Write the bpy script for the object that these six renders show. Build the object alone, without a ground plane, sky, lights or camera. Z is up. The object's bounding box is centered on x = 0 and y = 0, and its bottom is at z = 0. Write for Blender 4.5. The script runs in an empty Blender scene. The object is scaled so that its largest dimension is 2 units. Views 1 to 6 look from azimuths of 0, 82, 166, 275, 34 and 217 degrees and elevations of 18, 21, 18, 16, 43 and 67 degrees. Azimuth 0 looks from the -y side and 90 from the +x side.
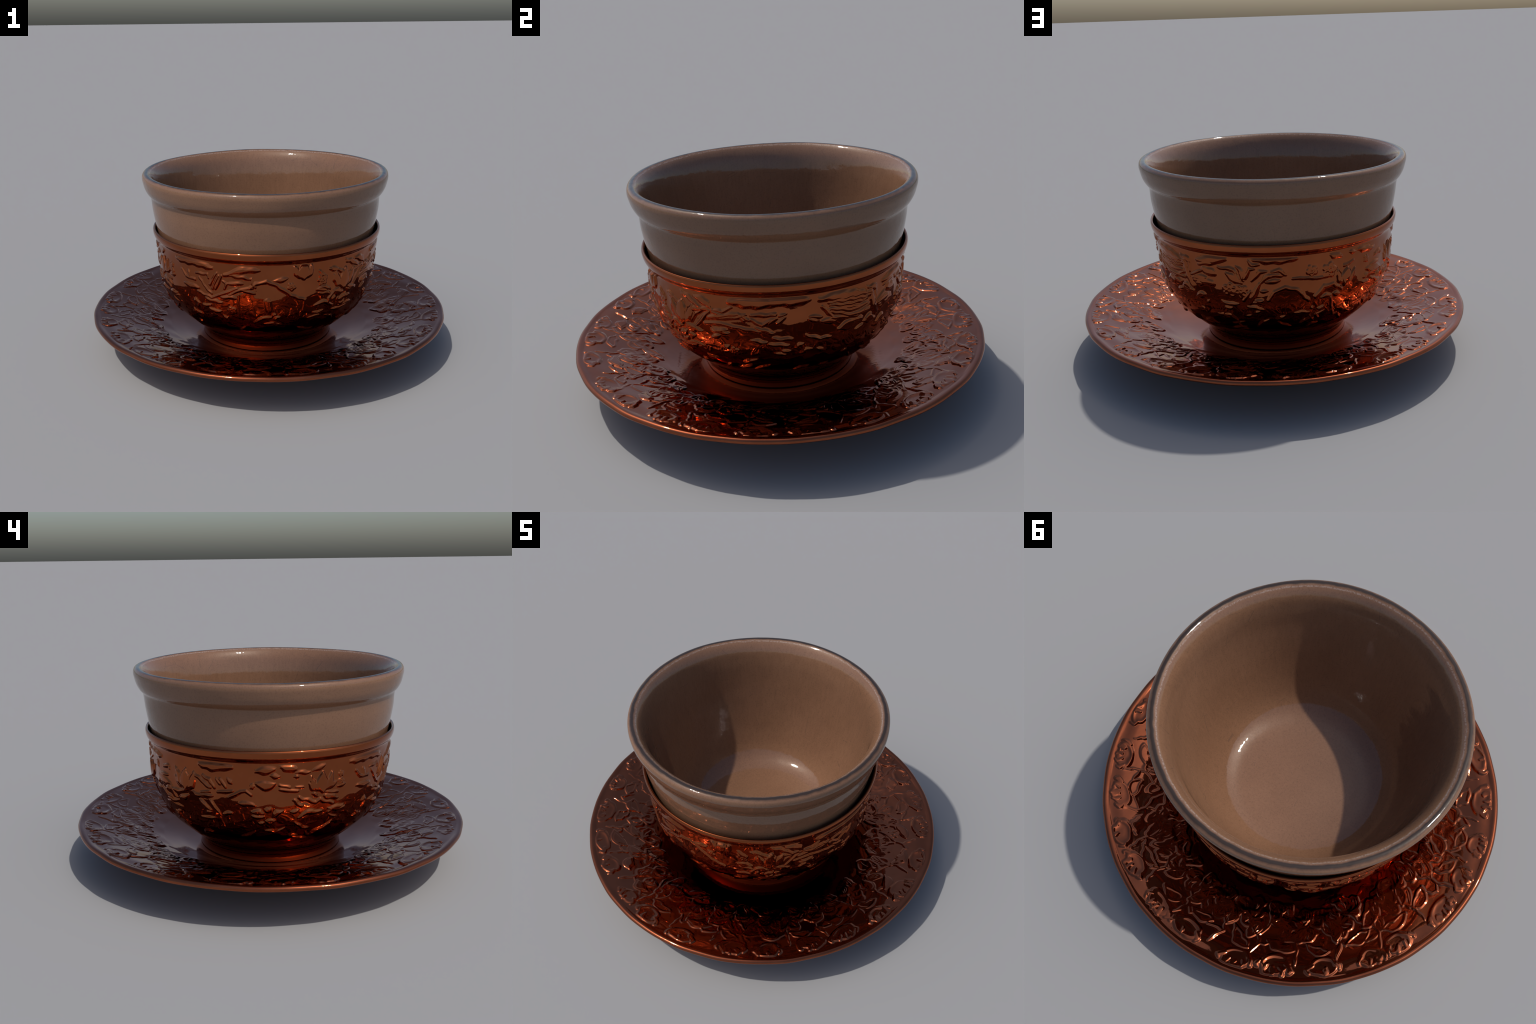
import bpy, math
import numpy as np

TAU = 2 * math.pi
rng = np.random.default_rng(7)

# ------------------------------------------------------------------ helpers
def smooth_profile(ctrl, step):
    """ctrl: list of (r, z, part name for the stretch that starts here, corner?)
    Catmull-Rom through the control points, resampled by arc length;
    a point marked corner breaks the tangent.  Returns r, z, part per row."""
    P = np.array([(c[0], c[1]) for c in ctrl], float)
    n = len(P)
    rows, parts = [], []
    for i in range(n - 1):
        p1, p2 = P[i], P[i + 1]
        p0 = P[i - 1] if i > 0 and not ctrl[i][3] else 2 * p1 - p2
        p3 = P[i + 2] if i + 2 < n and not ctrl[i + 1][3] else 2 * p2 - p1
        d = [max(np.linalg.norm(b - a), 1e-6) ** 0.5 for a, b in ((p0, p1), (p1, p2), (p2, p3))]
        m1 = (p1 - p0) / d[0] - (p2 - p0) / (d[0] + d[1]) + (p2 - p1) / d[1]
        m2 = (p2 - p1) / d[1] - (p3 - p1) / (d[1] + d[2]) + (p3 - p2) / d[2]
        m1, m2 = m1 * d[1], m2 * d[1]
        k = max(2, int(np.linalg.norm(p2 - p1) / step[ctrl[i][2]] + 0.5))
        t = np.linspace(0, 1, k, endpoint=False)[:, None]
        q = ((2 * t**3 - 3 * t**2 + 1) * p1 + (t**3 - 2 * t**2 + t) * m1
             + (-2 * t**3 + 3 * t**2) * p2 + (t**3 - t**2) * m2)
        rows.append(q)
        parts += [ctrl[i][2]] * k
    rows.append(P[-1:])
    parts.append(ctrl[-1][2])
    q = np.concatenate(rows)
    return np.maximum(q[:, 0], 0.0004), q[:, 1], parts


def row_normals(r, z):
    """outward direction of the profile in the (r, z) half plane"""
    dr, dz = np.gradient(r), np.gradient(z)
    l = np.hypot(dr, dz) + 1e-12
    return -dz / l, dr / l


def lathe(ctrl, step, segments, relief=None, wobble=None, hand=1):
    """turn a profile; relief(theta, r, z, parts) -> height out of the surface.
    hand = -1 for a profile that runs from the top over the rim to the underside,
    so that the faces look outwards either way"""
    r, z, parts = smooth_profile(ctrl, step)
    nr, nz = row_normals(r, z)
    th = np.arange(segments) * TAU / segments
    R = np.repeat(r[:, None], segments, 1)
    Z = np.repeat(z[:, None], segments, 1)
    if relief is not None:
        h = relief(th, r, z, parts)
        R = R - hand * nr[:, None] * h
        Z = Z - hand * nz[:, None] * h
    if wobble is not None:
        wr, wz = wobble(th[None, :], r[:, None], z[:, None])
        R = R + wr
        Z = Z + wz
    X, Y = R * np.cos(th), R * np.sin(hand * th)
    return np.stack([X, Y, Z], -1), parts


def grid_normals(V):
    du = np.roll(V, -1, 1) - np.roll(V, 1, 1)
    dv = np.empty_like(V)
    dv[1:-1] = V[2:] - V[:-2]
    dv[0], dv[-1] = V[1] - V[0], V[-1] - V[-2]
    N = np.cross(du, dv)
    l = np.linalg.norm(N, axis=-1, keepdims=True)
    N = N / np.maximum(l, 1e-14)
    for i in (0, -1):                       # poles
        m = N[i].mean(0)
        N[i] = m / max(np.linalg.norm(m), 1e-9)
    return N


def mesh_from_grid(name, V, N, faces, mat):
    """quads (rows x segments) given by a mask or by index; border vertices and normals shared"""
    rows, seg = V.shape[:2]
    i, j = faces if isinstance(faces, tuple) else np.nonzero(faces)
    j2 = (j + 1) % seg
    q = np.stack([i * seg + j, i * seg + j2, (i + 1) * seg + j2, (i + 1) * seg + j], 1)
    used, inv = np.unique(q.ravel(), return_inverse=True)
    co = V.reshape(-1, 3)[used]
    no = N.reshape(-1, 3)[used]
    me = bpy.data.meshes.new(name)
    me.vertices.add(len(co))
    me.vertices.foreach_set("co", co.astype(np.float32).ravel())
    nf = len(q)
    me.loops.add(nf * 4)
    me.loops.foreach_set("vertex_index", inv.astype(np.int32).ravel())
    me.polygons.add(nf)
    me.polygons.foreach_set("loop_start", np.arange(0, nf * 4, 4, dtype=np.int32))
    me.polygons.foreach_set("loop_total", np.full(nf, 4, np.int32))
    me.update(calc_edges=True)
    me.polygons.foreach_set("use_smooth", np.ones(nf, bool))
    me.normals_split_custom_set_from_vertices(no.astype(np.float32))
    me.materials.append(mat)
    ob = bpy.data.objects.new(name, me)
    bpy.context.scene.collection.objects.link(ob)
    return ob


def thing(name, label, category, loc, rot=(0, 0, 0)):
    e = bpy.data.objects.new(name, None)
    e.empty_display_size = 0.1
    e.location = loc
    e.rotation_euler = rot
    e["label"], e["category"] = label, category
    bpy.context.scene.collection.objects.link(e)
    return e


def build(root, V, parts, mats, relief_part=None, stamps=None, names=None):
    """split the turned body by part; embossed figures become children of their part"""
    N = grid_normals(V)
    rows, seg = V.shape[:2]
    row_part = np.array(parts)[:-1]
    for p in dict.fromkeys(row_part):
        mask = np.repeat((row_part == p)[:, None], seg, 1)
        if p == relief_part:
            mask &= stamps == 0
        ob = mesh_from_grid(p, V, N, mask, mats.get(p, mats["*"]))
        ob.parent = root
        if p == relief_part:
            order = np.argsort(stamps, axis=None, kind="stable")
            flat = stamps.ravel()[order]
            for k in range(1, len(names)):
                lo, hi = np.searchsorted(flat, (k, k + 1))
                if hi - lo < 12:
                    continue
                cell = order[lo:hi]
                fig = mesh_from_grid(names[k], V, N, (cell // seg, cell % seg), mats.get(p, mats["*"]))
                fig.parent = ob


# ---------------------------------------------------------------- materials
def nodes_of(name):
    m = bpy.data.materials.new(name)
    m.use_nodes = True
    nt = m.node_tree
    bsdf = nt.nodes["Principled BSDF"]
    return m, nt, bsdf


def add(nt, kind, **kw):
    n = nt.nodes.new(kind)
    for k, v in kw.items():
        if k.startswith("in_"):
            key = k[3:]
            key = int(key) if key.isdigit() else key.replace("_", " ")
            n.inputs[key].default_value = v
        else:
            setattr(n, k, v)
    return n


def ramp(nt, fac, stops):
    c = nt.nodes.new("ShaderNodeValToRGB")
    el = c.color_ramp.elements
    while len(el) < len(stops):
        el.new(0.5)
    for e, (p, col) in zip(el, stops):
        e.position = p
        e.color = (*col, 1) if len(col) == 3 else col
    nt.links.new(fac, c.inputs[0])
    return c.outputs[0]


def copper(name, base, dark, rough):
    m, nt, b = nodes_of(name)
    L = nt.links.new
    tc = add(nt, "ShaderNodeTexCoord")
    n1 = add(nt, "ShaderNodeTexNoise", in_Scale=5.0, in_Detail=6.0, in_Roughness=0.6)
    L(tc.outputs["Object"], n1.inputs["Vector"])
    n2 = add(nt, "ShaderNodeTexNoise", in_Scale=70.0, in_Detail=3.0)
    L(tc.outputs["Object"], n2.inputs["Vector"])
    mid = tuple(0.5 * (a + c) for a, c in zip(base, dark))
    L(ramp(nt, n1.outputs[0], [(0.32, dark), (0.5, mid), (0.66, base)]), b.inputs["Base Color"])
    b.inputs["Metallic"].default_value = 1.0
    r = add(nt, "ShaderNodeMapRange", in_1=0.3, in_2=0.7, in_3=rough * 0.75, in_4=rough * 1.25)
    L(n2.outputs[0], r.inputs[0])
    L(r.outputs[0], b.inputs["Roughness"])
    bp = add(nt, "ShaderNodeBump", in_Strength=0.06, in_Distance=0.002)
    L(n2.outputs[0], bp.inputs["Height"])
    L(bp.outputs[0], b.inputs["Normal"])
    return m


def mix(nt, fac, a, b, blend="MIX"):
    n = add(nt, "ShaderNodeMix", data_type="RGBA", blend_type=blend)
    for sock, v in ((n.inputs[0], fac), (n.inputs[6], a), (n.inputs[7], b)):
        if hasattr(v, "links"):
            nt.links.new(v, sock)
        elif isinstance(v, tuple):
            sock.default_value = (*v, 1)
        else:
            sock.default_value = v
    return n.outputs[2]


def math_node(nt, op, a, b=0.0, clamp=False):
    n = add(nt, "ShaderNodeMath", operation=op, use_clamp=clamp)
    for s, v in ((n.inputs[0], a), (n.inputs[1], b)):
        if hasattr(v, "links"):
            nt.links.new(v, s)
        else:
            s.default_value = v
    return n.outputs[0]


GLAZE_PALE, GLAZE_DEEP = (0.212, 0.112, 0.065), (0.180, 0.093, 0.053)


def glaze(name, lip=False, run=1.0):
    """brown stoneware glaze: fine vertical streaks, speckle, hairline crazing;
    lip=True adds the burnt dark band on the top of the rim with its worn pale edge"""
    m, nt, b = nodes_of(name)
    L = nt.links.new
    tc = add(nt, "ShaderNodeTexCoord")
    co = tc.outputs["Object"]
    broad = add(nt, "ShaderNodeTexNoise", in_Scale=3.0, in_Detail=4.0)
    L(co, broad.inputs["Vector"])
    col = ramp(nt, broad.outputs[0], [(0.3, GLAZE_DEEP), (0.7, GLAZE_PALE)])
    # streaks that ran down while the glaze was wet
    mp = add(nt, "ShaderNodeMapping")
    mp.inputs["Scale"].default_value = (1.0, 1.0, 0.10)
    L(co, mp.inputs["Vector"])
    streak = add(nt, "ShaderNodeTexNoise", in_Scale=75.0, in_Detail=3.0)
    L(mp.outputs[0], streak.inputs["Vector"])
    col = mix(nt, 0.40 * run, col, ramp(nt, streak.outputs[0], [(0.3, (0.86, 0.86, 0.86)), (0.7, (1.12, 1.12, 1.12))]), "MULTIPLY")
    speck = add(nt, "ShaderNodeTexNoise", in_Scale=150.0, in_Detail=2.0)
    L(co, speck.inputs["Vector"])
    col = mix(nt, 0.8, col, ramp(nt, speck.outputs[0], [(0.3, (0.80, 0.80, 0.80)), (0.5, (1, 1, 1))]), "MULTIPLY")
    # sparse hairline cracks
    warp = add(nt, "ShaderNodeTexNoise", in_Scale=6.0, in_Detail=2.0)
    L(co, warp.inputs["Vector"])
    wv = mix(nt, 0.03, co, warp.outputs["Color"])
    cells = add(nt, "ShaderNodeTexVoronoi", feature="DISTANCE_TO_EDGE", in_Scale=5.0)
    L(wv, cells.inputs["Vector"])
    gate = add(nt, "ShaderNodeTexNoise", in_Scale=9.0, in_Detail=1.0)
    L(co, gate.inputs["Vector"])
    line = math_node(nt, "LESS_THAN", cells.outputs["Distance"], 0.005)
    some = math_node(nt, "GREATER_THAN", gate.outputs[0], 0.62)
    crack = math_node(nt, "MULTIPLY", line, some)
    col = mix(nt, math_node(nt, "MULTIPLY", crack, 0.35 * run), col, (0.07, 0.045, 0.035))
    rough = 0.035
    if lip:
        sep = add(nt, "ShaderNodeSeparateXYZ")
        L(co, sep.inputs[0])
        rad = math_node(nt, "SQRT", math_node(nt, "ADD", math_node(nt, "POWER", sep.outputs[0], 2.0), math_node(nt, "POWER", sep.outputs[1], 2.0)))
        edge = add(nt, "ShaderNodeTexNoise", in_Scale=22.0, in_Detail=4.0)
        L(co, edge.inputs["Vector"])
        rad = math_node(nt, "ADD", rad, math_node(nt, "MULTIPLY", math_node(nt, "SUBTRACT", edge.outputs[0], 0.5), 0.010))
        top = math_node(nt, "GREATER_THAN", sep.outputs[2], 0.984)
        band = ramp(nt, math_node(nt, "MULTIPLY", math_node(nt, "SUBTRACT", rad, 0.62), 16.0),
                    [(0.31, (0, 0, 0)), (0.43, (1, 1, 1)), (0.60, (1, 1, 1)), (0.78, (0, 0, 0))])
        col = mix(nt, math_node(nt, "MULTIPLY", math_node(nt, "MULTIPLY", band, top), 0.95), col, (0.024, 0.017, 0.013))
        worn = ramp(nt, math_node(nt, "MULTIPLY", math_node(nt, "SUBTRACT", rad, 0.62), 16.0),
                    [(0.16, (0, 0, 0)), (0.21, (1, 1, 1)), (0.24, (1, 1, 1)), (0.30, (0, 0, 0))])
        grain = ramp(nt, speck.outputs[0], [(0.40, (0.15, 0.15, 0.15)), (0.58, (1, 1, 1))])
        col = mix(nt, math_node(nt, "MULTIPLY", math_node(nt, "MULTIPLY", worn, top), math_node(nt, "MULTIPLY", grain, 0.45)), col, (0.36, 0.30, 0.27))
    L(col, b.inputs["Base Color"])
    b.inputs["Roughness"].default_value = rough
    b1 = add(nt, "ShaderNodeBump", in_Strength=0.07 * run, in_Distance=0.004)
    L(streak.outputs[0], b1.inputs["Height"])
    b2 = add(nt, "ShaderNodeBump", in_Strength=0.06, in_Distance=0.002)
    L(speck.outputs[0], b2.inputs["Height"])
    # the glaze lies in slow waves, which break up the reflections
    slow = add(nt, "ShaderNodeTexNoise", in_Scale=11.0, in_Detail=3.0)
    L(co, slow.inputs["Vector"])
    b3 = add(nt, "ShaderNodeBump", in_Strength=0.16, in_Distance=0.012)
    L(slow.outputs[0], b3.inputs["Height"])
    L(b3.outputs[0], b1.inputs["Normal"])
    L(b1.outputs[0], b2.inputs["Normal"])
    L(b2.outputs[0], b.inputs["Normal"])
    return m


# ------------------------------------------------------------------ profiles
# control points (radius, height, part that starts here, corner?)
SAUCER = [  # from the middle of the upper side over the rim to the middle of the underside
    (0.0, 0.062, "well", 0), (0.20, 0.062, "well", 0), (0.365, 0.0625, "well", 0), (0.44, 0.074, "well", 0),
    (0.51, 0.095, "well", 0), (0.572, 0.114, "border", 0), (0.64, 0.133, "border", 0), (0.70, 0.149, "border", 0),
    (0.82, 0.181, "border", 0), (0.92, 0.2035, "border", 0), (0.966, 0.2130, "rim", 0), (0.980, 0.2165, "rim", 0), (0.989, 0.2165, "rim", 0),
    (0.9962, 0.2120, "rim", 0), (0.9988, 0.2045, "rim", 0), (0.9965, 0.1970, "rim", 0), (0.988, 0.1920, "rim", 0),
    (0.970, 0.188, "underside", 0), (0.90, 0.169, "underside", 0), (0.75, 0.128, "underside", 0),
    (0.60, 0.088, "underside", 0), (0.555, 0.073, "underside", 0), (0.520, 0.060, "foot_ring", 1),
    (0.474, 0.012, "foot_ring", 0), (0.458, 0.0, "foot_ring", 1), (0.447, 0.0, "foot_ring", 1), (0.440, 0.008, "foot_ring", 0),
    (0.434, 0.036, "base", 1), (0.2, 0.036, "base", 0), (0.0, 0.036, "base", 0)]
SAUCER_STEP = dict(well=0.014, border=0.0026, rim=0.0035, underside=0.025, foot_ring=0.006, base=0.05)

BOWL = [  # from the middle of the foot outwards, up the wall, over the rim, down the inside
    (0.0, 0.080, "foot", 0), (0.31, 0.078, "foot", 1), (0.318, 0.0635, "foot", 1), (0.366, 0.0635, "foot", 1),
    (0.3695, 0.0660, "foot", 0), (0.3685, 0.078, "foot", 0), (0.3700, 0.096, "foot", 0), (0.3760, 0.114, "foot", 0),
    (0.388, 0.131, "wall", 0), (0.4125, 0.152, "wall", 0), (0.467, 0.20, "wall", 0), (0.517, 0.25, "wall", 0),
    (0.5515, 0.30, "wall", 0), (0.5795, 0.36, "wall", 0), (0.5975, 0.42, "wall", 0), (0.6065, 0.50, "wall", 0),
    (0.6115, 0.58, "wall", 0), (0.615, 0.632, "rim", 0), (0.6195, 0.643, "rim", 0), (0.629, 0.652, "rim", 0),
    (0.635, 0.673, "rim", 0), (0.634, 0.687, "rim", 0), (0.629, 0.6935, "rim", 0), (0.6215, 0.689, "rim", 0),
    (0.6155, 0.665, "inside", 0), (0.608, 0.60, "inside", 0), (0.594, 0.46, "inside", 0), (0.562, 0.345, "inside", 0),
    (0.505, 0.245, "inside", 0), (0.40, 0.162, "inside", 0), (0.32, 0.130, "inside", 0), (0.0, 0.120, "inside", 0)]
BOWL_STEP = dict(foot=0.009, wall=0.0024, rim=0.004, inside=0.035)

CUP = [  # ceramic bowl: middle of the base, up the outside, over the lip, down the inside
    (0.0, 0.195, "base", 0), (0.36, 0.195, "base", 0), (0.41, 0.21, "wall", 0), (0.48, 0.27, "wall", 0),
    (0.540, 0.38, "wall", 0), (0.573, 0.52, "wall", 0), (0.598, 0.63, "wall", 0), (0.6085, 0.69, "wall", 0), (0.6185, 0.74, "wall", 0),
    (0.6275, 0.80, "wall", 0), (0.6325, 0.86, "wall", 0), (0.637, 0.878, "rim", 0), (0.651, 0.893, "rim", 0),
    (0.664, 0.918, "rim", 0), (0.672, 0.948, "rim", 0), (0.6755, 0.971, "rim", 0), (0.672, 0.987, "rim", 0),
    (0.662, 0.9955, "rim", 0), (0.646, 0.997, "rim", 0), (0.634, 0.9905, "rim", 0), (0.619, 0.975, "inside", 0),
    (0.602, 0.945, "inside", 0), (0.586, 0.88, "inside", 0), (0.573, 0.78, "inside", 0), (0.551, 0.65, "inside", 0),
    (0.526, 0.53, "inside", 0), (0.493, 0.42, "inside", 0), (0.454, 0.337, "inside", 0), (0.408, 0.285, "inside", 0),
    (0.35, 0.257, "inside", 0), (0.27, 0.248, "inside", 0), (0.0, 0.247, "inside", 0)]
CUP_STEP = dict(base=0.03, wall=0.006, rim=0.003, inside=0.008)


# ------------------------------------------------------------------- relief
def smoothstep(x):
    x = np.clip(x, 0, 1)
    return x * x * (3 - 2 * x)


def wavy(th, y, amp, freqs, seed):
    """smooth noise, periodic round the axis"""
    g = np.random.default_rng(seed)
    out = 0
    for f in freqs:
        k = max(1, int(f * g.uniform(0.7, 1.3)))
        out = out + np.sin(k * th + g.uniform(-1, 1) * f * 1.6 * y + g.uniform(0, TAU))
        out = out + np.sin(k * th * 1.0 - g.uniform(0.5, 1.5) * f * 1.6 * y + g.uniform(0, TAU))
    return amp * out / (2 * len(freqs)) ** 0.5


class Chasing:
    """repousse work on a turned surface: stamps pushed out of the sheet, later ones over earlier ones"""

    def __init__(self, th, r, arc, rows, edge, warp):
        self.th, self.r, self.arc, self.rows, self.edge = th, r, arc, rows, edge
        shape = (len(r), len(th))
        T, Y = np.broadcast_to(th[None], shape), np.broadcast_to(arc[:, None], shape)
        self.h = np.zeros(shape)
        self.id = np.zeros(shape, np.int32)
        self.names = [None]
        self.wx = wavy(T, Y, warp, (18, 32, 60), 1)
        self.wy = wavy(T, Y, warp, (18, 32, 60), 2)

    def window(self, th0, y0, reach):
        i0, i1 = np.searchsorted(self.arc, (y0 - reach, y0 + reach))
        i0, i1 = max(i0, self.rows[0]), min(i1, self.rows[1])
        if i1 - i0 < 2:
            return None
        n = len(self.th)
        half = int(reach / max(self.r[i0:i1].min(), 0.05) / TAU * n) + 2
        c = int(round(th0 / TAU * n))
        j = np.arange(c - half, c + half + 1)
        X = (j / n * TAU - th0)[None] * self.r[i0:i1, None]
        Y = np.repeat((self.arc[i0:i1] - y0)[:, None], len(j), 1)
        sl = (slice(i0, i1), j % n)
        ix = np.ix_(np.arange(i0, i1), j % n)
        return X + self.wx[ix], Y + self.wy[ix], ix

    def name(self, kind):
        self.names.append(kind)
        return len(self.names) - 1

    def put(self, ix, d, top, ident, over=True, edge=None):
        """d: signed distance (inside positive); top: height field of the stamp"""
        s = smoothstep(d / (edge or self.edge) + 0.5)
        h = self.h[ix]
        self.h[ix] = h * (1 - s) + np.broadcast_to(top, h.shape) * s if over else np.maximum(h, top * s)
        if ident:
            m = self.id[ix]
            m[s > 0.5] = ident
            self.id[ix] = m

    def stroke(self, th0, y0, pts, half, height, ident=0, taper=0.0, crown=0.0, over=False, edge=None):
        """pts: polyline in local metres; taper 0 = even band, 1 = pointed leaf"""
        pts = np.asarray(pts, float)
        reach = np.abs(pts).max() + half + 0.012
        w = self.window(th0, y0, reach)
        if w is None:
            return
        X, Y, ix = w
        seg = np.linalg.norm(np.diff(pts, axis=0), axis=1)
        total, run = seg.sum() + 1e-9, 0.0
        best = np.full(X.shape, -1.0)
        rel = np.zeros(X.shape)
        for a, b, l in zip(pts[:-1], pts[1:], seg):
            t = np.clip(((X - a[0]) * (b[0] - a[0]) + (Y - a[1]) * (b[1] - a[1])) / max(l * l, 1e-12), 0, 1)
            dist = np.hypot(X - a[0] - t * (b[0] - a[0]), Y - a[1] - t * (b[1] - a[1]))
            u = (run + t * l) / total
            hw = half * (1 - taper * np.abs(2 * u - 1) ** 2.2)
            d = hw - dist
            rel = np.where(d > best, 1 - dist / np.maximum(hw, 1e-4), rel)
            best = np.maximum(best, d)
            run += l
        top = height + crown * np.clip(rel, 0, 1)
        self.put(ix, best, top, ident, over, edge)

    def disc(self, th0, y0, cx, cy, rx, ry, height, ident=0, angle=0.0, ring=0.0, over=True, dish=0.0):
        w = self.window(th0, y0, max(abs(cx), abs(cy)) + max(rx, ry) + 0.012)
        if w is None:
            return
        X, Y, ix = w
        c, s = math.cos(angle), math.sin(angle)
        x, y = (X - cx) * c + (Y - cy) * s, -(X - cx) * s + (Y - cy) * c
        q = np.hypot(x / rx, y / ry)
        d = (1 - q) * min(rx, ry)
        top = height + ring * np.exp(-((d - self.edge) / (0.8 * self.edge)) ** 2) - dish * smoothstep(d / min(rx, ry) * 1.4)
        self.put(ix, d, top, ident, over)

    # ---- motifs
    def rose(self, th0, y0, R, H, g):
        i = self.name("rose")
        n = 5
        a0 = g.uniform(0, TAU)
        for k in range(n):
            a = a0 + k * TAU / n
            self.disc(th0, y0, 0.6 * R * math.cos(a), 0.6 * R * math.sin(a), 0.5 * R, 0.42 * R,
                      H * 0.85, i, a, ring=0.0015, dish=0.003)
        self.disc(th0, y0, 0, 0, 0.34 * R, 0.30 * R, H * 1.1, i, dish=0.004)

    def tulip(self, th0, y0, R, H, lean=0.0):
        i = self.name("tulip")
        def p(x, y):
            c, s = math.cos(lean), math.sin(lean)
            return (R * (x * c - y * s), R * (x * s + y * c))
        for pts, w in (([p(-0.1, -0.75), p(-0.65, -0.35), p(-0.8, 0.15), p(-0.95, 0.62)], 0.26),
                       ([p(0.1, -0.75), p(0.65, -0.35), p(0.78, 0.2), p(0.95, 0.7)], 0.26),
                       ([p(0.0, -0.85), p(0.0, -0.1), p(0.05, 0.75)], 0.46)):
            self.stroke(th0, y0, pts, w * R, H * (1.0 if w < 0.4 else 1.45), i, taper=0.7, crown=0.003, over=True, edge=0.010)


# decorations on the bowl: half width in mm, then (angle in degrees, height in cm) along each one
def m(half, *path):
    return half * 0.001, [(math.radians(a), h * 0.01) for a, h in zip(path[::2], path[1::2])]


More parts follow.
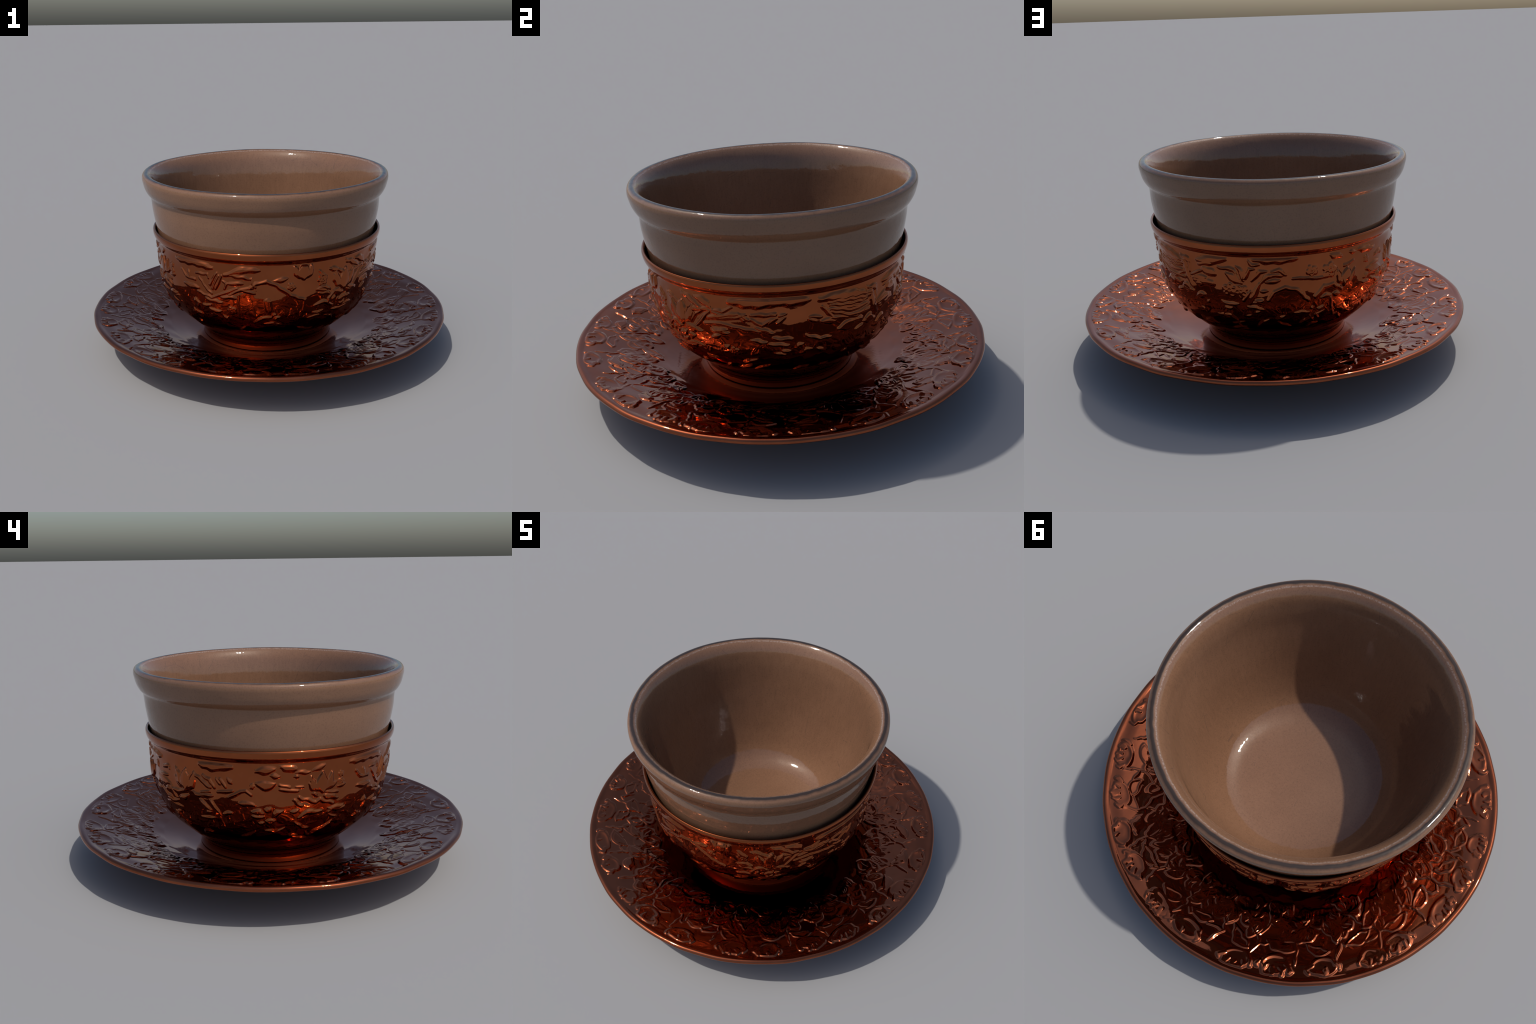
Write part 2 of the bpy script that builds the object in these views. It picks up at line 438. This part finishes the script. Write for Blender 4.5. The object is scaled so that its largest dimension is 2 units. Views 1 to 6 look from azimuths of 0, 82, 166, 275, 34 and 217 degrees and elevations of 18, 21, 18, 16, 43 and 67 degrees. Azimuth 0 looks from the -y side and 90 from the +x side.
BOWL_SCENE = dict(
    cloud=[
        m(16, 8.5, 60.9, 17.4, 60.0, 31.6, 58.4), m(13, 40.9, 59.6, 48.5, 60.8, 55.9, 62.3), m(14, 65.2, 63.2, 72.4, 62.3, 85.7, 62.5),
        m(10, 116.2, 61.0, 127.2, 60.1), m(15, 152.7, 61.6, 157.7, 60.8, 167.6, 61.2), m(13, 178.2, 60.3, 186, 60.6),
        m(13, 188.4, 61.7, 194.7, 60.9), m(15, 220.2, 61.3, 231.8, 61.9, 243.1, 60.2), m(11, 249.2, 57.5, 258.6, 60.6, 265.6, 60.8),
        m(18, 333.1, 60.6, 341.9, 61.2, 352.8, 60.8), m(18, 347.8, 61.6, 355.7, 61.3, 364.2, 61.3),
    ],
    bird=[
        m(4, 31.1, 60.6, 35.6, 59.5, 36.2, 53.2), m(13, 32.8, 57.9, 34.3, 52.6, 37, 45.9), m(14, 38.8, 49.6, 48.3, 49.7),
        m(15, 44.6, 55.5, 49.2, 54.9), m(4, 224.5, 56.1, 227, 52.8, 232.5, 52.0), m(4, 228.7, 56.4, 229.7, 53.5),
    ],
    stem=[
        m(5, 9.9, 56.9, 12.2, 53.3, 15.5, 49.3), m(6, 62.7, 42.0, 65.6, 46.8), m(7, 65.2, 41.1, 69.7, 50.5),
        m(4, 84.7, 52.5, 94.9, 51.8, 101.3, 52.1), m(7, 94.3, 42.6, 98.3, 47.2, 102.8, 47.1, 107.1, 43.6),
        m(4, 102.1, 40.3, 103.7, 34.0), m(5, 108.4, 55.3, 113.4, 56.3), m(6, 149.5, 56.8, 153.4, 53.5, 157.3, 50.7),
        m(4, 152.8, 47.8, 157.1, 48.5), m(6, 153.9, 56.0, 157.3, 54.4, 159.5, 51.0), m(4, 160.9, 49.0, 168, 50.4),
        m(4, 161, 55.1, 162.3, 52.9), m(6, 162.5, 55.3, 164.9, 51.9), m(4, 165.8, 46.9, 171.6, 50.5, 173.2, 50.8, 175.9, 48.8),
        m(4, 187.9, 53.4, 192.5, 52.4), m(5, 188.2, 51.4, 195.5, 50.7), m(5, 194.2, 46.3, 197.7, 42.8),
        m(3, 194.6, 52.6, 197.9, 52.3), m(6, 196.1, 47.4, 203.4, 43.9, 205.4, 45.2, 211.9, 43.1), m(4, 207.6, 48.7, 214.3, 48.1),
        m(4, 233.6, 55.7, 240.1, 56.6, 240.8, 54.7), m(5, 234.5, 46.0, 241.9, 44.3, 250.3, 47.8, 255.2, 50.4),
        m(4, 235.1, 53.9, 241.7, 46.4), m(4, 245.7, 58.2, 241.5, 51.3), m(4, 246.4, 56.6, 242.6, 49.1),
        m(4, 247.9, 56.8, 244.1, 49.3), m(4, 248.4, 54.1, 250.3, 52.3, 249.2, 49.7), m(5, 251.5, 46.5, 256.8, 49.9, 262.8, 51.6),
        m(4, 262.3, 56.4, 262.9, 53.3, 264.3, 52.0), m(5, 300, 42.5, 304.1, 46.7, 308.4, 46.0), m(5, 300.5, 58.4, 310.3, 55.4),
        m(4, 303.2, 41.8, 304.2, 43.0), m(4, 305.9, 41.1, 306.4, 42.1), m(4, 308.9, 39.8, 311, 43.4),
        m(5, 310.9, 60.7, 319.2, 57.0), m(4, 312.5, 39.2, 314.3, 41.8), m(5, 313.6, 54.5, 323.3, 56.4),
        m(4, 318.2, 47.6, 323.9, 55.2), m(5, 320.9, 55.1, 317, 52.9, 314.5, 48.7), m(5, 321.1, 48.9, 328.7, 50.0, 337.1, 49.0, 349.7, 46.5),
        m(5, 323.8, 52.2, 328.9, 52.5, 336.9, 54.4, 338.7, 52.9), m(6, 324.1, 55.0, 320.5, 51.2, 317.4, 47.1),
        m(5, 325.1, 56.0, 329.8, 55.8, 333.7, 58.2), m(6, 325.6, 55.1, 330.5, 53.7, 336.2, 55.7, 340.6, 53.2),
        m(6, 341.4, 53.4, 345.7, 50.5, 351, 53.4), m(6, 341.8, 55.5, 350.9, 55.3), m(5, 348.9, 51.3, 351.1, 53.7),
        m(5, 351.5, 51.2, 354.2, 53.5),
    ],
    leaf=[
        m(7, 4.4, 52.3, 7.4, 50.3), m(6, 4.7, 53.5, 9.6, 52.2), m(12, 9.6, 50.0, 15.5, 48.9), m(18, 17.3, 44.8, 24.7, 46.5),
        m(7, 25.5, 42.1, 29.5, 42.8), m(9, 30.1, 44.2, 37, 43.2), m(11, 32.6, 60.5, 36.1, 58.4), m(6, 36.8, 51.7, 42.8, 54.5),
        m(12, 37.6, 50.4, 45.8, 51.7), m(11, 39, 47.8, 42.9, 48.5), m(8, 41.8, 57.8, 48.5, 59.4), m(6, 51.3, 58.0, 58.4, 57.5, 62, 51.1),
        m(15, 55.3, 55.3, 62, 50.8), m(7, 59.7, 59.1, 62.3, 56.2, 62.9, 51.8), m(7, 63.8, 52.8, 66, 57.6, 68.4, 57.6),
        m(6, 65.1, 61.6, 67.4, 59.5, 70.2, 59.8), m(8, 66.5, 52.0, 70, 56.7, 73, 56.4), m(8, 70.3, 51.1, 73.4, 54.8, 78.5, 55.3),
        m(6, 70.4, 47.4, 73.4, 47.2), m(6, 73.1, 51.7, 78.4, 52.5), m(7, 74.2, 52.0, 78, 52.2), m(8, 74.3, 56.7, 78.4, 57.4, 81.5, 54.6),
        m(5, 74.6, 55.4, 79.6, 54.6), m(10, 101, 62.0, 106.8, 60.5), m(7, 110.9, 61.2, 114.7, 60.8),
        m(7, 120.5, 46.3, 123, 47.9), m(17, 122.1, 50.4, 133.1, 48.0), m(7, 122.3, 56.5, 122.9, 54.1),
        m(7, 124.3, 47.6, 131.1, 48.5), m(7, 125, 51.9, 131.9, 51.9), m(7, 128.2, 55.5, 132.9, 57.0),
        m(7, 128.6, 56.5, 129.7, 55.8), m(7, 132.6, 56.5, 133.5, 55.1), m(6, 133.9, 47.7, 137.3, 42.2),
        m(11, 137.6, 52.9, 140.9, 48.6), m(7, 138.1, 57.0, 141.8, 52.9), m(7, 146.3, 53.8, 143.6, 49.8),
        m(7, 166.2, 55.7, 167.8, 54.0), m(15, 178.1, 54.6, 182.4, 52.8, 186, 54.0), m(7, 184.3, 57.6, 188.2, 57.5),
        m(6, 193.7, 57.3, 195.6, 57.2), m(5, 194.5, 59.2, 201, 59.3), m(11, 200.6, 53.7, 203.6, 49.7),
        m(7, 202.2, 59.5, 207.6, 61.6), m(7, 204.6, 51.4, 208.3, 54.3), m(7, 207.5, 46.8, 211.2, 45.7),
        m(7, 208, 49.9, 213.3, 52.6), m(8, 208.3, 51.5, 212.9, 52.9), m(6, 214.2, 50.7, 218.1, 51.5),
        m(7, 250.9, 52.7, 257.8, 53.4), m(7, 251.4, 57.2, 257.6, 56.8, 262.3, 56.0), m(6, 257.4, 49.9, 263.4, 48.8),
        m(8, 272.1, 55.4, 275.4, 55.3, 278.9, 56.4), m(9, 294.2, 48.4, 299.2, 47.7), m(8, 294.4, 56.6, 297.2, 53.6),
        m(8, 294.8, 58.6, 297.8, 55.4), m(7, 301.8, 58.9, 305.3, 57.7), m(8, 303.2, 54.4, 305, 48.4),
        m(7, 306.8, 56.6, 309.2, 55.6), m(8, 310.1, 61.7, 315.4, 59.7, 320, 56.9), m(8, 315.9, 55.7, 324.5, 55.8),
        m(12, 317.5, 61.2, 321.6, 60.4, 325.2, 56.6), m(7, 323.8, 52.1, 331.7, 54.3), m(6, 334.9, 53.6, 339.4, 55.5),
        m(6, 343, 49.3, 350.2, 46.5), m(6, 348.9, 55.7, 351.1, 54.6), m(5, 352.4, 54.6, 354.8, 55.3),
    ],
    stone=[
        m(6, 1, 35, 3, 37, 6, 37), m(5, 3, 44, 9, 42, 14, 42), m(6, 8, 36, 12, 35), m(8, 21, 47, 29, 47),
        m(14, 31, 45, 35, 44), m(9, 38, 41, 43, 43), m(4, 39, 35, 41, 34), m(3, 44, 40, 45, 40), m(7, 52, 40, 60, 40),
        m(6, 53, 38, 57, 37), m(3, 63, 34, 65, 34), m(5, 64, 39, 68, 39, 71, 38), m(4, 67, 41, 70, 41),
        m(4, 67, 36, 69, 36), m(6, 68, 43, 71, 43), m(6, 85, 34, 88, 35, 92, 35), m(5, 93, 37, 94, 37),
        m(6, 96, 36, 99, 36), m(8, 97, 42, 102, 42), m(8, 103, 42, 106, 42), m(6, 119, 44, 124, 43),
        m(6, 126, 45, 134, 41), m(6, 127, 38, 140, 38), m(6, 129, 42, 131, 42), m(6, 130, 38, 135, 39),
        m(6, 130, 44, 133, 45), m(7, 130, 41, 138, 41), m(4, 134, 35, 137, 35), m(9, 134, 45, 146, 48),
        m(8, 139, 43, 145, 45), m(8, 148, 48, 150, 46, 153, 46, 158, 47), m(5, 150, 35, 158, 36), m(9, 152, 43, 157, 40),
        m(6, 154, 37, 157, 38), m(6, 157, 44, 159, 41, 162, 38), m(6, 163, 39, 167, 39), m(8, 171, 44, 177, 44),
        m(10, 176, 41, 181, 40), m(6, 176, 38, 181, 38), m(6, 179, 35, 181, 35), m(6, 182, 36, 186, 36),
        m(8, 182, 42, 184, 42), m(6, 182, 36, 185, 36), m(7, 185, 38, 189, 41), m(6, 193, 41, 196, 41),
        m(7, 196, 37, 200, 40, 207, 39), m(6, 202, 48, 204, 47), m(10, 208, 47, 214, 46), m(7, 210, 38, 212, 40, 218, 41),
        m(6, 210, 41, 219, 39), m(4, 211, 37, 216, 35), m(8, 225, 49, 235, 48), m(7, 226, 49, 230, 48, 234, 48),
        m(6, 228, 35, 232, 33), m(7, 230, 39, 234, 40), m(6, 231, 37, 233, 40), m(6, 236, 39, 241, 40),
        m(7, 238, 43, 247, 42), m(7, 240, 37, 246, 37), m(6, 247, 34, 249, 34), m(8, 247, 45, 255, 45),
        m(4, 272, 36, 274, 36), m(5, 273, 33, 276, 34), m(5, 293, 35, 299, 36), m(6, 293, 40, 298, 41, 304, 38),
        m(7, 294, 49, 298, 50, 301, 47), m(7, 295, 46, 301, 45), m(6, 300, 43, 301, 39), m(16, 303, 46, 309, 45),
        m(7, 304, 36, 314, 36), m(9, 307, 41, 311, 43), m(8, 308, 39, 311, 40), m(6, 308, 37, 319, 36),
        m(8, 311, 47, 319, 44), m(15, 312, 46, 317, 46), m(8, 312, 42, 315, 42), m(8, 324, 46, 332, 46),
        m(8, 324, 43, 328, 44), m(6, 325, 47, 331, 47), m(6, 329, 39, 331, 40), m(6, 341, 43, 347, 42),
        m(5, 348, 41, 356, 41), m(6, 350, 44, 357, 44), m(5, 350, 36, 355, 35), m(5, 353, 38, 357, 37),
        m(6, 359, 38, 362, 40),
    ],
    rose=[
        m(27, 56.6, 47.1), m(25, 61.6, 46.6), m(20, 92.4, 55.3), m(29, 100.9, 55.0), m(13, 121.7, 55.7),
        m(10, 176.3, 53.0), m(11, 215.4, 56.2), m(13, 215.6, 52.8), m(17, 251.9, 37.8), m(15, 280.8, 51.5),
        m(22, 296.5, 53.5), m(19, 333.1, 36.6),
    ],
    wall=[
        m(3, 256.2, 47.3, 255.2, 34.1), m(3, 287.7, 44.0, 287.5, 37.5),
    ],
    roof=[
        m(7, 73.8, 42.6, 76.1, 46.7, 80.8, 48.3, 87.2, 46.1, 91.1, 41.1), m(6, 261.5, 51.2, 264.8, 54.0, 269.5, 55.1, 274.2, 52.6, 280.9, 46.9, 287.7, 44.2),
    ],
    tulip=[
        m(42, 109.3, 49.7), m(48, 144.3, 52.8), m(45, 206.4, 53.6), m(42, 286.7, 59.8), m(53, 309.7, 52.1),
    ],
    door=[
        m(14, 270, 43.9, 270.2, 39.0),
    ],
    wing=[
        m(7, 12.3, 58.2, 23.4, 57.3, 32.6, 56.6), m(7, 12.7, 56.9, 20.5, 55.5, 30.6, 55.5), m(7, 12.7, 54.7, 22, 54.0, 30.2, 53.2),
        m(7, 13, 55.1, 22.3, 52.5, 31.1, 53.1), m(7, 13, 50.7, 25.8, 49.1, 31.8, 52.2), m(7, 13.3, 53.6, 21.7, 50.3, 32.5, 49.7),
    ],
)


def bowl_relief(th, r, z, parts):
    g = np.random.default_rng(11)
    arc = np.concatenate([[0], np.cumsum(np.hypot(np.diff(r), np.diff(z)))])
    rows = [i for i, p in enumerate(parts) if p == "wall"]
    ch = Chasing(th, r, arc, (rows[0] + 6, rows[-1] + 1), 0.0085, 0.003)
    zz, aa, rr = z[rows], arc[rows], r[rows]
    height = dict(cloud=0.009, bird=0.009, stem=0.0075, leaf=0.008, stone=0.009, wing=0.008, roof=0.008, door=0.006, wall=0.003)
    bevel = dict(cloud=0.021, bird=0.016, stem=0.0115, leaf=0.014, stone=0.014, wing=0.013, roof=0.014, door=0.011, wall=0.008)
    taper = dict(cloud=0.7, bird=0.3, stem=0.25, leaf=0.75, stone=0.8, wing=0.5, roof=0.2, door=0.0, wall=0.0)
    order = ("wall", "roof", "cloud", "stone", "stem", "door", "bird", "wing", "leaf")

    def lay(kind, half, path):
        a0, h0 = path[0]
        y0, r0 = np.interp(h0, zz, aa), np.interp(h0, zz, rr)
        pts = [((a - a0) * np.interp(h, zz, rr), np.interp(h, zz, aa) - y0) for a, h in path]
        name = {"stem": "stem", "wall": "cottage_wall", "roof": "hill", "door": "cottage_door"}.get(kind, kind)
        ch.stroke(a0 % TAU, y0, pts, half, height[kind], ch.name(name), taper[kind], crown=0.0015, over=kind in ("leaf", "bird", "wing"), edge=bevel[kind])

    for kind in order:
        for half, path in BOWL_SCENE[kind]:
            if kind == "stone":     # clods are never quite straight
                half *= g.uniform(0.85, 1.25)
                path = [(a, h + g.uniform(-0.006, 0.006)) for a, h in path]
                if len(path) == 2:
                    path.insert(1, ((path[0][0] + path[1][0]) / 2, (path[0][1] + path[1][1]) / 2 + g.uniform(-0.010, 0.010)))
            lay(kind, half * 1.15 + 0.0008, path)
    for half, ((a, h),) in BOWL_SCENE["rose"]:
        ch.rose(a % TAU, np.interp(h, zz, aa), half * 1.25, 0.009, g)
    for half, ((a, h),) in BOWL_SCENE["tulip"]:
        ch.tulip(a % TAU, np.interp(h, zz, aa), half * 1.2, 0.009, g.uniform(-0.15, 0.15))
    # ground at the foot of the scene: irregular folds and clods that run into one another
    for k in range(56):
        a, h = g.uniform(0, TAU), 0.246 + 0.085 * g.random() ** 1.3
        l = g.uniform(0.008, 0.045) / 0.53
        bend, tilt = g.uniform(-0.016, 0.016), g.uniform(-0.024, 0.024)
        lay("stone", g.uniform(0.004, 0.010), [(a - l, h - tilt), (a, h + bend), (a + l, h + tilt)])
    T, Y = np.broadcast_to(th[None], ch.h.shape), np.broadcast_to(arc[:, None], ch.h.shape)
    on = np.zeros(len(r)); on[rows] = 1
    hammer = wavy(T, Y, 0.0007, (9, 16, 28), 5) * (on * smoothstep((z - 0.13) / 0.08) * smoothstep((0.63 - z) / 0.04))[:, None]
    fade = (on * smoothstep((z - 0.225) / 0.02) * smoothstep((0.632 - z) / 0.012))[:, None]
    bowl_relief.ids, bowl_relief.names = ch.id, ch.names
    # the sheet swells out as a whole where figures stand close together
    swell = np.minimum(ch.h / 0.008, 1.0)
    for n, axis in ((25, 0), (15, 0), (21, 1), (13, 1)):
        swell = sum(np.roll(swell, s, axis) for s in range(-(n // 2), n // 2 + 1)) / n
    swell = 0.005 * swell * fade
    # the big clumps of foliage are pushed out furthest: angle, height, half breadth, half height, depth
    for a, h, sx, sz, out in ((66, 0.42, 0.10, 0.09, 0.010), (129, 0.42, 0.09, 0.09, 0.010), (195, 0.37, 0.10, 0.08, 0.011),
                              (218, 0.43, 0.09, 0.10, 0.011), (242, 0.33, 0.07, 0.05, 0.010), (284, 0.37, 0.06, 0.06, 0.006),
                              (305, 0.43, 0.10, 0.10, 0.012), (325, 0.36, 0.08, 0.06, 0.008), (160, 0.30, 0.12, 0.04, 0.008),
                              (30, 0.36, 0.08, 0.06, 0.006)):
        X = (np.mod(T - math.radians(a) + math.pi, TAU) - math.pi) * r[:, None]
        W = (z[:, None] - h) + 0.02 * np.sin(9 * T + a)
        swell = swell + 0.45 * out * np.exp(-(X / sx) ** 2 - (W / sz) ** 2) * fade
    return 0.72 * ch.h * fade + swell + hammer


def saucer_relief(th, r, z, parts):
    g = np.random.default_rng(23)
    arc = np.concatenate([[0], np.cumsum(np.hypot(np.diff(r), np.diff(z)))])
    rows = [i for i, p in enumerate(parts) if p == "border"]
    aa, rr = arc[rows], r[rows]
    ch = Chasing(th, r, arc, (rows[0], rows[-1] + 1), 0.0095, 0.005)
    Y = lambda radius: np.interp(radius, rr, aa)
    n = 27
    step = TAU / n
    U = lambda a: g.uniform(-a, a)

    # inner edge: a ragged wreath of broad lobed leaves that overlap one another
    for layer, count, ring, size in ((0, 44, 0.755, 0.80), (1, 46, 0.70, 0.85), (2, 52, 0.660, 0.85)):
        for k in g.permutation(count):
            a = (k + U(0.42)) * TAU / count
            i = ch.name("petal")
            y = Y(ring + U(0.026))
            w, l, t = size * g.uniform(0.030, 0.056), size * g.uniform(0.046, 0.074), U(0.8)
            c, s = math.cos(t), math.sin(t)
            low = 0.006 + 0.0016 * layer
            ch.disc(a, y, 0, 0, w, l, low, i, t, ring=0.0035, dish=0.003)
            if k % 3:
                q = 1 if g.random() < 0.5 else -1
                ch.disc(a, y, 0.55 * q * w + s * l * 0.4, -0.45 * l, 0.62 * w, 0.5 * l, low, i, t + 0.5 * q, ring=0.003, dish=0.0025)
            for vein in range(int(g.integers(1, 4))):
                x, e = U(0.6) * w, U(0.4) * w
                ch.stroke(a, y, [(x * 0.3 + s * 0.6 * l, -c * 0.6 * l), (x, U(0.1) * l), (x + e - s * 0.6 * l, c * 0.65 * l)],
                          0.005, low + 0.0045, 0, 0.7)
    # branching stems that run from the wreath out to the rim buds
    for k in range(n):
        a = (k + 0.5 + U(0.12)) * step
        y = Y(0.79)
        i = ch.name("stem")
        f = U(0.03)
        ch.stroke(a, y, [(U(0.02), 0.115), (f, 0.04), (f * 0.5, 0.0)], 0.0068, 0.0090, i, 0.5)
        ch.stroke(a, y, [(f * 0.5, 0.0), (0.035 + U(0.015), -0.045), (0.05 + U(0.02), -0.11)], 0.0065, 0.0090, i, 0.5)
        ch.stroke(a, y, [(f * 0.5, 0.0), (-0.03 + U(0.015), -0.05), (-0.06 + U(0.02), -0.10)], 0.0065, 0.0090, i, 0.5)
        if k % 2:
            ch.stroke(a, y, [(f, 0.04), (0.05, 0.055 + U(0.015)), (0.085, 0.03 + U(0.02))], 0.0062, 0.009, i, 0.6)
        else:
            ch.stroke(a, y, [(f, 0.03), (-0.045, 0.05 + U(0.015)), (-0.08, 0.02 + U(0.02))], 0.0062, 0.009, i, 0.6)
    # pointed oval leaves lying between the stems
    for k in range(n):
        for side in (0, 1):
            if side and g.random() < 0.45:
                continue
            a = (k + (0.02 if not side else 0.42) + U(0.1)) * step
            y = Y((0.828 if not side else 0.755) + U(0.014))
            i = ch.name("leaf")
            t = U(0.7) + (0 if not side else 1.0)
            l, w = g.uniform(0.046, 0.066), g.uniform(0.024, 0.032)
            p = lambda x, q: (x * math.cos(t) - q * math.sin(t), x * math.sin(t) + q * math.cos(t))
            ch.stroke(a, y, [p(-l, -0.2 * w), p(0, 0.3 * w), p(l, -0.2 * w)], w, 0.0095, i, 0.8, over=True)
            ch.stroke(a, y, [p(-l * 0.75, -0.1 * w), p(0, 0.3 * w), p(l * 0.75, -0.1 * w)], w * 0.62, 0.003 if g.random() < 0.6 else 0.0145, i, 0.85, over=True)
    # buds along the rim: a hooded half flower with stubby lobes turned outwards
    for k in range(n):
        a = (k + U(0.17)) * step
        y = Y(0.919 + U(0.008))
        i = ch.name("bud")
        w = g.uniform(0.054, 0.080)
        ch.disc(a, y, U(0.006), 0, w, g.uniform(0.042, 0.052), 0.008, i, U(0.4), ring=0.0045, dish=0.006)
        lobes, twist = int(g.integers(3, 6)), U(0.010)
        for q in range(lobes):
            x = (q - (lobes - 1) / 2) / (lobes - 1) * 2.05 * w
            b = 0.046 - 0.020 * (x / w) ** 2
            ch.stroke(a, y, [(x * 0.78 + twist, b - 0.032), (x * 1.02 + U(0.005), b - 0.012), (x * 0.98 + U(0.005), b + U(0.003))],
                      g.uniform(0.0085, 0.015), 0.0115, i, 0.3, crown=0.002)
    on = np.zeros(len(r)); on[rows] = 1
    T, YY = np.broadcast_to(th[None], ch.h.shape), np.broadcast_to(arc[:, None], ch.h.shape)
    lift = 0.004 * smoothstep((r[:, None] - 0.66 + wavy(T, YY * 0, 0.012, (14, 30), 9)) / 0.03)
    fade = (on * smoothstep((0.968 - r) / 0.008))[:, None]
    saucer_relief.ids, saucer_relief.names = ch.id, ch.names
    ragged = wavy(T, YY, 0.0006, (12, 25), 4)
    # struck unevenly: figures stand out here and sink away there
    depth = 0.36 * np.clip(1 + wavy(T, YY, 0.42, (9, 17, 29), 14), 0.35, 1.7)
    return (depth * ch.h + ragged) * fade + lift * (on * smoothstep((0.968 - r) / 0.07))[:, None]


def relief_faces(ids, parts, part):
    """face -> stamp number inside one part, 0 for plain metal"""
    f = ids[:-1].copy()
    for o in (ids[1:], np.roll(ids, -1, 1)[:-1], np.roll(ids, -1, 1)[1:]):
        f = np.where(f == o, f, np.minimum(f, o))
    f[np.array(parts)[:-1] != part] = 0
    return f


# -------------------------------------------------------------------- build
COPPER_PLATE = copper("saucer_copper", (0.320, 0.096, 0.046), (0.255, 0.073, 0.034), 0.045)
COPPER_BOWL = copper("bowl_copper", (0.315, 0.090, 0.034), (0.265, 0.073, 0.027), 0.03)
GLAZE = glaze("brown_glaze", run=0.1)
GLAZE_INSIDE = glaze("streaky_glaze")
GLAZE_LIP = glaze("rim_glaze", lip=True, run=0.15)


def saucer_wobble(th, r, z):
    """hammered edge, not perfectly round or level"""
    k = smoothstep((r - 0.85) / 0.12)
    return wavy(th, 0 * th, 0.0008, (5, 24, 38), 3) * k - 0.0 * r, wavy(th, 0 * th, 0.0010, (4, 18), 6) * k


def cup_wobble(th, r, z):
    """hand thrown: the wall leans a little to one side under the rim, the lip is slightly uneven"""
    k = 1 - smoothstep((z - 0.78) / 0.12)
    lean = k * (0.002 * np.cos(th) - 0.002 * np.sin(th)) * smoothstep(r / 0.5)
    lip = smoothstep((z - 0.9) / 0.08)
    return lean + wavy(th, 0 * th, 0.0011, (3, 7, 15), 8) * lip, wavy(th, 0 * th, 0.0011, (2, 6, 11), 12) * lip * smoothstep(r / 0.5)


root = thing("saucer", "wide round copper saucer with embossed floral border", "saucer", (0, 0, 0))
V, parts = lathe(SAUCER, SAUCER_STEP, 2000, saucer_relief, saucer_wobble, -1)
build(root, V, parts, {"*": COPPER_PLATE}, "border", relief_faces(saucer_relief.ids, parts, "border"), saucer_relief.names)

root = thing("copper_bowl", "round copper bowl embossed with flowers, birds and stones", "bowl", (-0.0095, -0.0020, 0.0))
V, parts = lathe(BOWL, BOWL_STEP, 1600, bowl_relief)
build(root, V, parts, {"*": COPPER_BOWL}, "wall", relief_faces(bowl_relief.ids, parts, "wall"), bowl_relief.names)

root = thing("ceramic_bowl", "deep glazed brown ceramic bowl with thick rolled rim", "bowl", (-0.0155, 0.0008, 0.0))
V, parts = lathe(CUP, CUP_STEP, 512, None, cup_wobble)
build(root, V, parts, {"*": GLAZE, "rim": GLAZE_LIP, "inside": GLAZE_INSIDE})
